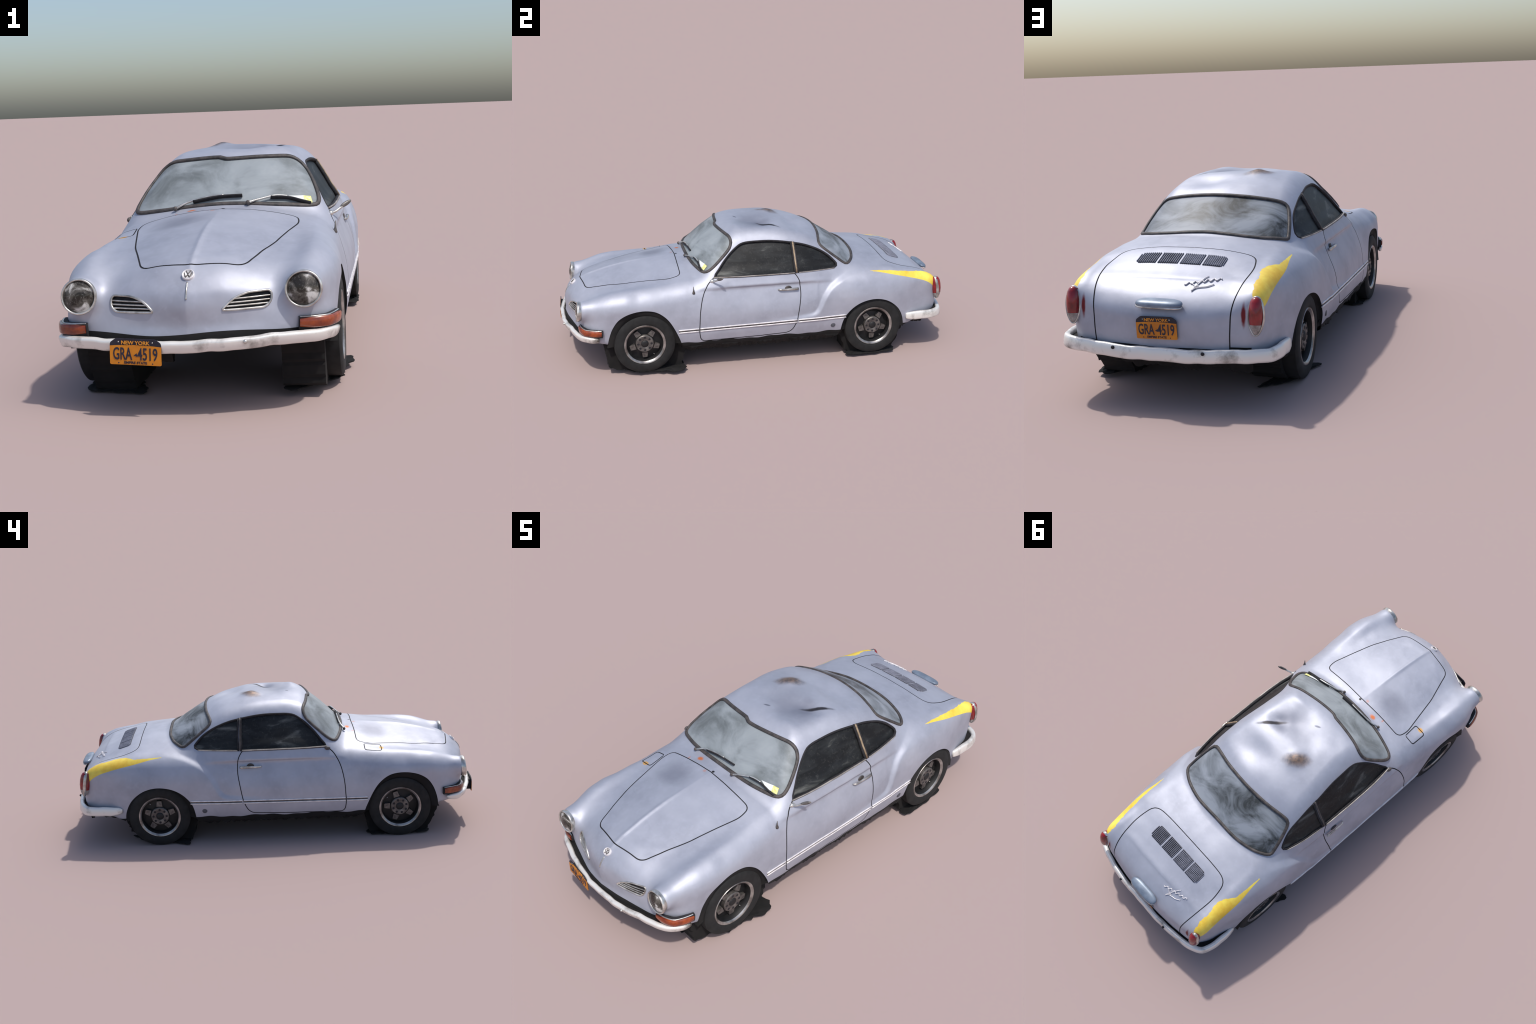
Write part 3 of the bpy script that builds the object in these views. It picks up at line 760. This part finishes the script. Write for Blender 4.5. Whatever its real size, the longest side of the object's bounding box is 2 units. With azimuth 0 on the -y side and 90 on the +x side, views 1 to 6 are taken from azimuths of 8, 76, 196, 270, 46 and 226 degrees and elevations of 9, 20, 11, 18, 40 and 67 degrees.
# dark torn curtains of scan fill beside each tyre, from arch to ground
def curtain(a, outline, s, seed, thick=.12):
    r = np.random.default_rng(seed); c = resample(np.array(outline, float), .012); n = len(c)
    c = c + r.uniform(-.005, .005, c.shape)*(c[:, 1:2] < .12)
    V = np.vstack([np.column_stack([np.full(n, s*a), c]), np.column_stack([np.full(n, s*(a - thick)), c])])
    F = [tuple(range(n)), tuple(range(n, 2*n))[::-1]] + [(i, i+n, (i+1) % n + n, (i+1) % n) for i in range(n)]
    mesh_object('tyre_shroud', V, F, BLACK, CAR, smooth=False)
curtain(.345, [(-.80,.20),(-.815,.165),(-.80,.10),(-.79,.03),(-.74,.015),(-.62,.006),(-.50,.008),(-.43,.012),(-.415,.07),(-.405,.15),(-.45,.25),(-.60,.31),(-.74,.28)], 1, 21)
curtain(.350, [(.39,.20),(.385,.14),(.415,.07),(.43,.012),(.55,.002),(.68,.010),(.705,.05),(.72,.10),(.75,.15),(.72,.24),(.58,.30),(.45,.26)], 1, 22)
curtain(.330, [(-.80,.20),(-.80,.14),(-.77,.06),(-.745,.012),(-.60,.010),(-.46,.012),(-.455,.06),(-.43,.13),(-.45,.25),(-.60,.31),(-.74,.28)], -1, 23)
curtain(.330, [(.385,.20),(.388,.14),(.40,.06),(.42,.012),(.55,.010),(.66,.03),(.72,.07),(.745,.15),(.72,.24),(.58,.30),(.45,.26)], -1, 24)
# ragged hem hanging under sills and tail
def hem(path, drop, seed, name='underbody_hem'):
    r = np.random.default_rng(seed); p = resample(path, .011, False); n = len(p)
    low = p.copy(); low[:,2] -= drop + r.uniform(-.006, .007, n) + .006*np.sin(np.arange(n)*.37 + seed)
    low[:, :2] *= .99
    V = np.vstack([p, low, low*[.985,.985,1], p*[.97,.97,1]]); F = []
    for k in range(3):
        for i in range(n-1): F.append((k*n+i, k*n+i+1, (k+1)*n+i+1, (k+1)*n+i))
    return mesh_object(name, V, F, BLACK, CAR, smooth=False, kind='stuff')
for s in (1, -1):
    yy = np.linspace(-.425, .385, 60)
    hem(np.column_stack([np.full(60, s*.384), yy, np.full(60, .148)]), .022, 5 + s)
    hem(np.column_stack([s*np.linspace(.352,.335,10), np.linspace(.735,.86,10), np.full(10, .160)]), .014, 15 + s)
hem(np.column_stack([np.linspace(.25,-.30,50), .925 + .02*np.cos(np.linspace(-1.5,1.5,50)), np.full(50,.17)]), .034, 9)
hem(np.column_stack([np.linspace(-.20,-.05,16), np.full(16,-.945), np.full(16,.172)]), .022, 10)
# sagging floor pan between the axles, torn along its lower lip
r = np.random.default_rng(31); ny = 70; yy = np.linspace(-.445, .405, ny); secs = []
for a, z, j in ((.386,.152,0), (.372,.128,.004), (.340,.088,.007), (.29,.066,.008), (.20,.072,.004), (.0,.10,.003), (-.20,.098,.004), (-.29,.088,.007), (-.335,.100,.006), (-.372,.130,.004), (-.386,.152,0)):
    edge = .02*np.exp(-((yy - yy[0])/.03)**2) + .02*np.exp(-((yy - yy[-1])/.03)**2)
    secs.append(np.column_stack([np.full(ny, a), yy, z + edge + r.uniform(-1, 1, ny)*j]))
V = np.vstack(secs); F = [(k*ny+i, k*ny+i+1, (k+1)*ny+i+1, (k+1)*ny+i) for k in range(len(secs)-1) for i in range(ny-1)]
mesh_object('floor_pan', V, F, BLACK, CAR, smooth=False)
# ----------------------------------------------------------------- lamps
for s in (1, -1):
    c = np.array([LAMP[0]*s, LAMP[1], LAMP[2]])
    def place(vf, tilt=.10):
        v = np.array(vf[0]); R = np.array(Matrix.Rotation(-tilt, 3, 'X') @ Matrix.Rotation(0, 3, 'Z'))
        return v@R.T + c, vf[1]
    ring = mesh_object('headlamp', *place(lathe([(.046,.016),(.0490,.007),(.0500,.002),(.0495,-.003),(.0475,-.006),(.0450,-.006),(.0430,-.002),(.0430,.004)], 56, 'y')), CHROME, CAR)
    mesh_object('headlamp_lens', *place(lathe([(.0430,.000),(.038,-.0045),(.029,-.0085),(.018,-.0110),(.008,-.012),(.0001,-.0122)], 48, 'y')), LENSGLASS, ring)
    # corner indicators wrap the fender above the bumper
    plan = spline([(.290,-.918),(.325,-.912),(.352,-.900),(.364,-.888),(.374,-.866),(.382,-.838),(.385,-.820)], 6, False)
    zz = np.linspace(.236, .232, len(plan))
    pth = np.column_stack([plan[:,0]*s, plan[:,1], zz])
    tp = np.interp(np.linspace(0,1,len(pth)), [0,.15,.8,1], [.75,1,1,.8])
    lens = mesh_object('turn_signal', *sweep(pth, ring2(.012,.0145,12,4.5), up=(0,0,1), taper=tp), ORANGE, CAR, angle=40)
    mesh_object('signal_trim', *tube(pth + [0,0,.0145], .0026), CHROME, lens)
    mesh_object('signal_base', *sweep(pth + [-.004*s,.006,-.002], ring2(.011,.0185,12,5), up=(0,0,1)), SEAM, lens, angle=40)
    # tail lamps: tall red pods with a pale foot
    prof = [(.0001,.056),(.008,.0545),(.0155,.049),(.0205,.038),(.0235,.018),(.0235,-.006),(.0205,-.028)]
    def tail(vf):
        v = np.array(vf[0])*[1.0,1.15,1.06]
        R = np.array(Matrix.Rotation(.16, 3, 'X') @ Matrix.Rotation(0, 3, 'Z')); v = v@R.T
        return v + np.array([.318*s, .928, .324]), vf[1]
    pod = mesh_object('tail_light', *tail(lathe(prof, 32, 'z')), RED, CAR)
    mesh_object('tail_light_foot', *tail(lathe([(.0204,-.0282),(.0165,-.042),(.0105,-.054),(.004,-.060),(.0001,-.061)], 32, 'z')), CLEAR, pod)
    rimp = np.array([((.0255 - .005*(math.sin(t) < 0)*math.sin(t)**2)*math.cos(t), -.004, (.0625 if math.sin(t) < 0 else .0600)*math.sin(t)) for t in np.linspace(0, 2*math.pi, 40, endpoint=False)])
    R = np.array(Matrix.Rotation(.16, 3, 'X'))
    rp = rimp@R.T + np.array([.318*s, .932, .323])
    mesh_object('tail_light_bezel', *sweep(rp, ring2(.0032,.008,8), True, (0,1,0)), CHROME, pod)
    # front grille: chrome frame and three bars
    g = resample(GRILLE, .006); gx = g.copy(); gx[:,0] *= s
    gr = mesh_object('front_grille', *surf_strip(on_front(gx), .0032, .0035, .0005, True), CHROME, CAR)
    for z in (.293, .302, .3115):
        d = outline_distance(GRILLE, np.stack([np.linspace(.08,.225,300), np.full(300, z)], 1)); xs = np.linspace(.08,.225,300)[d < 0]
        bar = np.stack([s*np.linspace(xs[0], xs[-1], 16), np.full(16, z)], 1)
        mesh_object('grille_bar', *surf_strip(on_front(bar), .0022, .003, -.001), CHROME, gr)

# ----------------------------------------------------------------- bumpers
def bumper(name, half, prof, mat, wob):
    h = np.array(half, float); full = np.vstack([h[::-1]*[-1,1,1], h[1:]])
    p = resample(spline(full, 8, False), .010, False); n = len(p)
    r = np.random.default_rng(wob)
    t = np.arange(n)/n
    for k in range(3): p[:,k] += sum(.0008*math.pow(.7,q)*np.sin(2*np.pi*(5+6*q)*t + r.uniform(0,6.28)) for q in range(3))
    tp = np.interp(np.minimum(t, 1-t)*2, [0,.03,.10,1], [.45,.75,1,1])
    return mesh_object(name, *sweep(p, prof, taper=tp), mat, CAR)
def blade(h, d, lean):
    q = ring2(d, h, 16, 3.4); c, s_ = math.cos(lean), math.sin(lean)
    return np.stack([q[:,0]*c - q[:,1]*s_, q[:,0]*s_ + q[:,1]*c], 1)
FB = bumper('front_bumper', [(0,-.987,.195),(.07,-.986,.197),(.16,-.973,.200),(.24,-.952,.202),(.318,-.926,.202),(.362,-.893,.200),(.379,-.856,.198),(.381,-.832,.197)], blade(.0165,.0105,-.30), BUMPER, 3)
RB = bumper('rear_bumper', [(0,.981,.188),(.12,.980,.189),(.22,.972,.193),(.30,.955,.196),(.345,.934,.196),(.366,.900,.194),(.376,.83,.193),(.372,.748,.193)], blade(.0225,.0115,-.15), BUMPER, 4)
def filler(half, pull, z0, z1):
    # black web that closes the slot between bumper and wing
    h = np.array(half, float); full = np.vstack([h[::-1]*[-1,1,1], h[1:]]); q = resample(spline(full, 8, False), .014, False); n = len(q)
    inn = q*[pull[0], pull[1], 1]; V = np.vstack([q + [0,0,z1], inn + [0,0,z1], inn + [0,0,z0], q + [0,0,z0]])
    F = [(k*n+i, k*n+i+1, ((k+1) % 4)*n+i+1, ((k+1) % 4)*n+i) for k in range(4) for i in range(n-1)]
    mesh_object('bumper_web', V, F, BLACK, CAR, smooth=False)
filler([(0,-.985,.195),(.16,-.970,.200),(.24,-.949,.202),(.315,-.918,.202),(.356,-.884,.200),(.372,-.850,.198)], (.88,.93), -.006, .006)
filler([(0,.978,.189),(.22,.969,.193),(.30,.952,.196),(.342,.930,.196),(.362,.898,.194),(.372,.83,.193),(.370,.76,.193)], (.86,.95), -.006, .006)
for x in (.155, -.155):
    if x > 0:
        v, f = ellipsoid((x, -.990, .206), (.006,.006,.006)); mesh_object('bumper_bolt', v, f, CHROME, FB)
    v, f = ellipsoid((x, .990, .203), (.006,.006,.006)); mesh_object('bumper_bolt', v, f, SEAM, RB)

# ----------------------------------------------------------------- number plates with lettering
def text_mesh(name, body_text, size, mat, parent, M, sx=1., extrude=.0006, bold=0.):
    cu = bpy.data.curves.new(name, 'FONT'); cu.body = body_text; cu.size = size; cu.align_x = 'CENTER'; cu.align_y = 'CENTER'; cu.extrude = extrude; cu.offset = bold; cu.resolution_u = 3
    t = bpy.data.objects.new(name, cu); bpy.context.scene.collection.objects.link(t)
    bpy.context.view_layer.update()
    dg = bpy.context.evaluated_depsgraph_get(); me = bpy.data.meshes.new_from_object(t.evaluated_get(dg))
    bpy.data.objects.remove(t); me.name = name
    me.transform(M @ Matrix.Diagonal((sx,1,1,1))); me.materials.clear(); me.materials.append(mat)
    return link(bpy.data.objects.new(name, me), parent)
def number_plate(centre, w, h, facing, pitch, roll, rich, yaw=0.):
    """facing -1: looks to the front (-y); +1: to the rear."""
    R = Matrix.Rotation(yaw, 4, 'Z') @ (Matrix.Rotation(math.pi, 4, 'Z') if facing > 0 else Matrix()) @ Matrix.Rotation(roll, 4, 'Y') @ Matrix.Rotation(math.pi/2 + pitch, 4, 'X')
    M = Matrix.Translation(Vector(to_world(np.array(centre)))) @ R
    def slab(poly, t0, t1):
        p = np.array(poly); n = len(p)
        V = np.vstack([np.column_stack([p, np.full(n, t0)]), np.column_stack([p, np.full(n, t1)])])
        F = [tuple(range(n))[::-1], tuple(range(n, 2*n))] + [(i, (i+1) % n, (i+1) % n + n, i+n) for i in range(n)]
        return np.array([M @ Vector(v) for v in V]), F
    top = rounded([(-w/2,-h/2+.004),(w/2,-h/2+.004),(w/2,h*.34),(w/2-.016,h/2),(-w/2+.016,h/2),(-w/2,h*.34)], .006)
    pl = mesh_object('number_plate', *slab(top, -.0015, .0008), NAVY, CAR, smooth=False, local=False)
    xs = np.linspace(w/2, -w/2, 16)
    arc = [(x, h*.215 + .0035*math.cos(x/w*math.pi)) for x in xs]
    field = [(-w/2,-h/2+.002),(-w/2+.003,-h/2),(w/2-.003,-h/2),(w/2,-h/2+.002)] + arc
    mesh_object('plate_field', *slab(field, -.001, .0016), GOLD, pl, smooth=False, local=False)
    T = lambda x, y: M @ Matrix.Translation((x, y, .002))
    text_mesh('plate_lettering', 'GRA', h*.66, INK, pl, T(-w*.255,-h*.10), .56, bold=.0007)
    text_mesh('plate_lettering', '4519', h*.66, INK, pl, T(w*.235,-h*.10), .60, bold=.0007)
    text_mesh('plate_lettering', 'EMPIRE STATE', h*.13, INK, pl, T(0,-h*.415), 1.1, bold=.0002)
    text_mesh('plate_lettering', 'NEW YORK', h*.19, GOLDTEXT, pl, T(0,h*.345), 1.1, bold=.0003)
    tri = [(-.004,-.001),(.003,.004),(.004,-.004)]
    v, f = slab([(x*1.2, y*1.2 - h*.11) for x, y in tri], .0012, .0024); mesh_object('plate_emblem', v, f, INK, pl, smooth=False, local=False)
    for x in (-w*.33, w*.33):
        for y in (h*.37, -h*.43):
            v, f = ellipsoid((x, y, .001), (.0022,.0022,.0016), 10, 6)
            mesh_object('plate_screw', np.array([M @ Vector(q) for q in v]), f, CHROME if y > 0 else INK, pl, local=False)
number_plate((-.135,-.9955,.188), .140, .070, -1, .0, .03, True, -.06)
number_plate((.004,.9735,.274), .140, .075, 1, .03, .0, False)
mesh_object('plate_mount', *(lambda b: (b[0] + np.array([-.135,-.980,.185]), b[1]))(box(.10,.026,.05)), SEAM, FB, smooth=False)

# ----------------------------------------------------------------- tail: plate lamp, vents, script
v, f = ellipsoid((0,0,0), (1,1,1), 32, 16)
v = np.sign(v)*np.abs(v)**np.array([.55,.8,.8])*[.080,.024,.013]; v[:,2] += -.20*v[:,1]
PL = mesh_object('plate_lamp_housing', v + [-.002,.958,.351], f, plain('housing_grey', srgb(104,116,132), srgb(136,148,162), 20, .4, metal=.3), LIDO)
t = np.linspace(-1, 1, 30)
mesh_object('housing_trim', *tube(np.column_stack([-.002 + .080*t, .959 + .021*np.sqrt(np.maximum(1-t**4,0)), np.full(30,.341)]), .003), CHROME, PL)
vb = []
for k, x0 in enumerate((-.158, -.0775, .0035, .0845)):
    x1 = x0 + .074
    corner = [.012 if k == 0 else .001, .012 if k == 3 else .001]
    xs = np.linspace(x0, x1, 12); ys = np.linspace(.712, .776, 10)
    V = []; F = []
    for j, y in enumerate(ys):
        e = min(j, 9-j)/9
        a = x0 + (corner[0]*max(0, 1-e*3) if k == 0 else 0); b = x1 - (corner[1]*max(0, 1-e*3) if k == 3 else 0)
        for x in np.linspace(a, b, 12): V.append((x, y))
    V = np.array(V); S3 = lift(on_top(V), .0012)
    for j in range(9):
        for i in range(11): F.append((j*12+i, j*12+i+1, (j+1)*12+i+1, (j+1)*12+i))
    base = mesh_object('vent_panel', S3, F, SEAM, LIDO, kind=None)
    ribs = []
    nr = 10 if k > 1 else 11
    for x in np.linspace(x0 + .003, x1 - .003, nr):
        inset = 0.
        if k == 0 and x < x0+.012: inset = .010*(1-(x-x0)/.012)
        if k == 3 and x > x1-.012: inset = .010*(1-(x1-x)/.012)
        yy = np.linspace(.713 + inset, .775 - inset, 9)
        ribs.append(surf_strip(on_top(np.column_stack([np.full(9, x), yy])), .0018, .0022, .002, n=6))
    if k < 2:
        for y in np.linspace(.719, .770, 8):
            ribs.append(surf_strip(on_top(np.column_stack([np.linspace(x0+.006, x1-.004, 10), np.full(10, y)])), .0013, .0018, .0018, n=6))
    mesh_object('vent_slats', *join(ribs), SLAT, base, kind='stuff')
def deck(pts, off=.0025): return lift(on_top(np.array(pts, float)), off)
scr = [( -.060 - .120*u, .876 - .031*u + .004*math.sin(u*38)) for u in np.linspace(0, 1, 46)]
SC = mesh_object('script_emblem', *tube(deck(scr), .0022, n=6), STRIPCHROME, LIDO)
for pts in ([(-.132,.838),(-.118,.856),(-.104,.878),(-.092,.898)], [(-.092,.900),(-.103,.889),(-.118,.884),(-.140,.879),(-.160,.868)], [(-.086,.872),(-.10,.882),(-.112,.880)]):
    mesh_object('script_stroke', *tube(deck(spline(pts, 5, False)), .0018, n=6), STRIPCHROME, SC)

# ----------------------------------------------------------------- nose badge and rib
bc = land(np.array([[0,-1.1,.374]]), (0,1,0))[0]; bn = unit_normals(bc[None])[0]
bm = Matrix.Translation(Vector(bc + .001*bn)) @ Vector(bn).to_track_quat('Z','Y').to_matrix().to_4x4()
def badge_part(name, vf, mat, parent):
    return mesh_object(name, np.array([bm @ Vector(q) for q in vf[0]]), vf[1], mat, parent)
BADGE = badge_part('nose_badge', lathe([(.0001,.0035),(.0132,.0035),(.0138,.0055),(.0158,.0060),(.0170,.004),(.0174,-.004)], 40, 'z'), STRIPCHROME, CAR)
for pts in ([(-.006,.011),(0,.001),(.006,.011)], [(-.010,.005),(-.0055,-.010),(0,-.001),(.0055,-.010),(.010,.005)]):
    badge_part('badge_stroke', tube(resample(np.column_stack([np.array(pts), np.full(len(pts), .0045)]), .0015, False), .0014, n=6), ALLOY, BADGE)
rib = land(np.column_stack([np.zeros(16), np.full(16,-1.1), np.linspace(.358,.318,16)]), (0,1,0))
mesh_object('nose_rib', *surf_strip(rib, .0025, .0022, .0005), CHROME, CAR)

# ----------------------------------------------------------------- wipers, mirror, handles, aerial, papers
for arm, blade in (([(.081,-.362,.500),(.112,-.345,.510),(.165,-.325,.519),(.205,-.319,.516)], [(.150,-.325,.512),(.205,-.318,.510),(.25,-.315,.496),(.278,-.312,.488)]),
                   ([(-.156,-.360,.497),(-.113,-.342,.514),(-.050,-.336,.527),(0,-.335,.530)], [(-.10,-.341,.514),(-.02,-.336,.524),(.02,-.336,.527),(.060,-.334,.527)])):
    A = spline(lift(np.array(arm), .011), 6, False); Bl = spline(lift(np.array(blade), .007), 6, False)
    w = mesh_object('wiper', *tube(A, .0036, n=8, taper=np.linspace(1.2,.7,len(A))), CHROME, CAR)
    mesh_object('wiper_blade', *sweep(Bl, ring2(.004,.008,8), up=unit_normals(Bl)), SEAM, w)
    v, f = ellipsoid(A[0], (.007,.007,.008)); mesh_object('wiper_pivot', v, f, RUBBER, w)
stem = spline([(.338,-.268,.449),(.352,-.264,.452),(.368,-.252,.462),(.378,-.246,.469)], 6, False)
MIR = mesh_object('door_mirror', *tube(stem, .0045), CHROME, DOORO[1])
v, f = ellipsoid((0,0,0), (.024,.0055,.0075)); Rm = np.array(Matrix.Rotation(.62,3,'Z') @ Matrix.Rotation(-.42,3,'Y'))
mesh_object('mirror_head', v@Rm.T + [.386,-.240,.474], f, ALLOY, MIR)
v, f = ellipsoid((.338,-.268,.449), (.010,.014,.010)); mesh_object('mirror_foot', v, f, CHROME, MIR)
for s in (1, -1):
    if s < 0:
        v, f = ellipsoid((-.337,-.262,.457), (.008,.014,.009)); mesh_object('mirror_stub', v, f, RUBBER, DOORO[-1])
    yy = np.linspace(.060, .163, 24)
    hp = on_x(np.column_stack([yy, np.full(24,.3895)]), s)
    off = .0115*np.clip(np.minimum((yy-.056)/.014, (.172-yy)/.014), 0, 1)
    hp[:,0] += s*off
    h = mesh_object('door_handle', *sweep(hp, ring2(.0042,.0052,10,2.6), up=(0,0,1), taper=np.interp(yy,[.06,.075,.16,.163],[.7,.9,1.25,1.1])), CHROME, DOORO[s])
    cup = on_x(np.array([[.113,.388]]), s)[0]
    v, f = ellipsoid((0,0,0), (.0035,.019,.017)); mesh_object('handle_cup', v + cup + [-.0015*s,0,0], f, RUBBER, h)
ab = land(np.array([[.356,-.365,.6]]), (0,0,-1))[0]
mesh_object('aerial_stub', *tube(np.array([ab - [0,0,.004], ab + [.001,0,.004], ab + [.002,-.001,.012], ab + [.003,-.002,.034]]), .0055, taper=[1.5,1.1,.6,.25]), ALLOY, CAR)
def pane_card(c, mat, name):
    g = np.array(c); V = []
    for u in np.linspace(0,1,8):
        for w2 in np.linspace(0,1,4): V.append((g[0]*(1-u)+g[1]*u)*(1-w2) + (g[3]*(1-u)+g[2]*u)*w2)
    V = lift(on_front(np.array(V)), .0015); F = [(i*4+j, i*4+j+1, (i+1)*4+j+1, (i+1)*4+j) for i in range(7) for j in range(3)]
    mesh_object(name, V, F, mat, WSO)
pane_card([(.198,.515),(.256,.512),(.262,.494),(.240,.495)], PAPER, 'dashboard_paper')
pane_card([(.252,.512),(.276,.508),(.283,.488),(.258,.493)], STICKER, 'inspection_sticker')
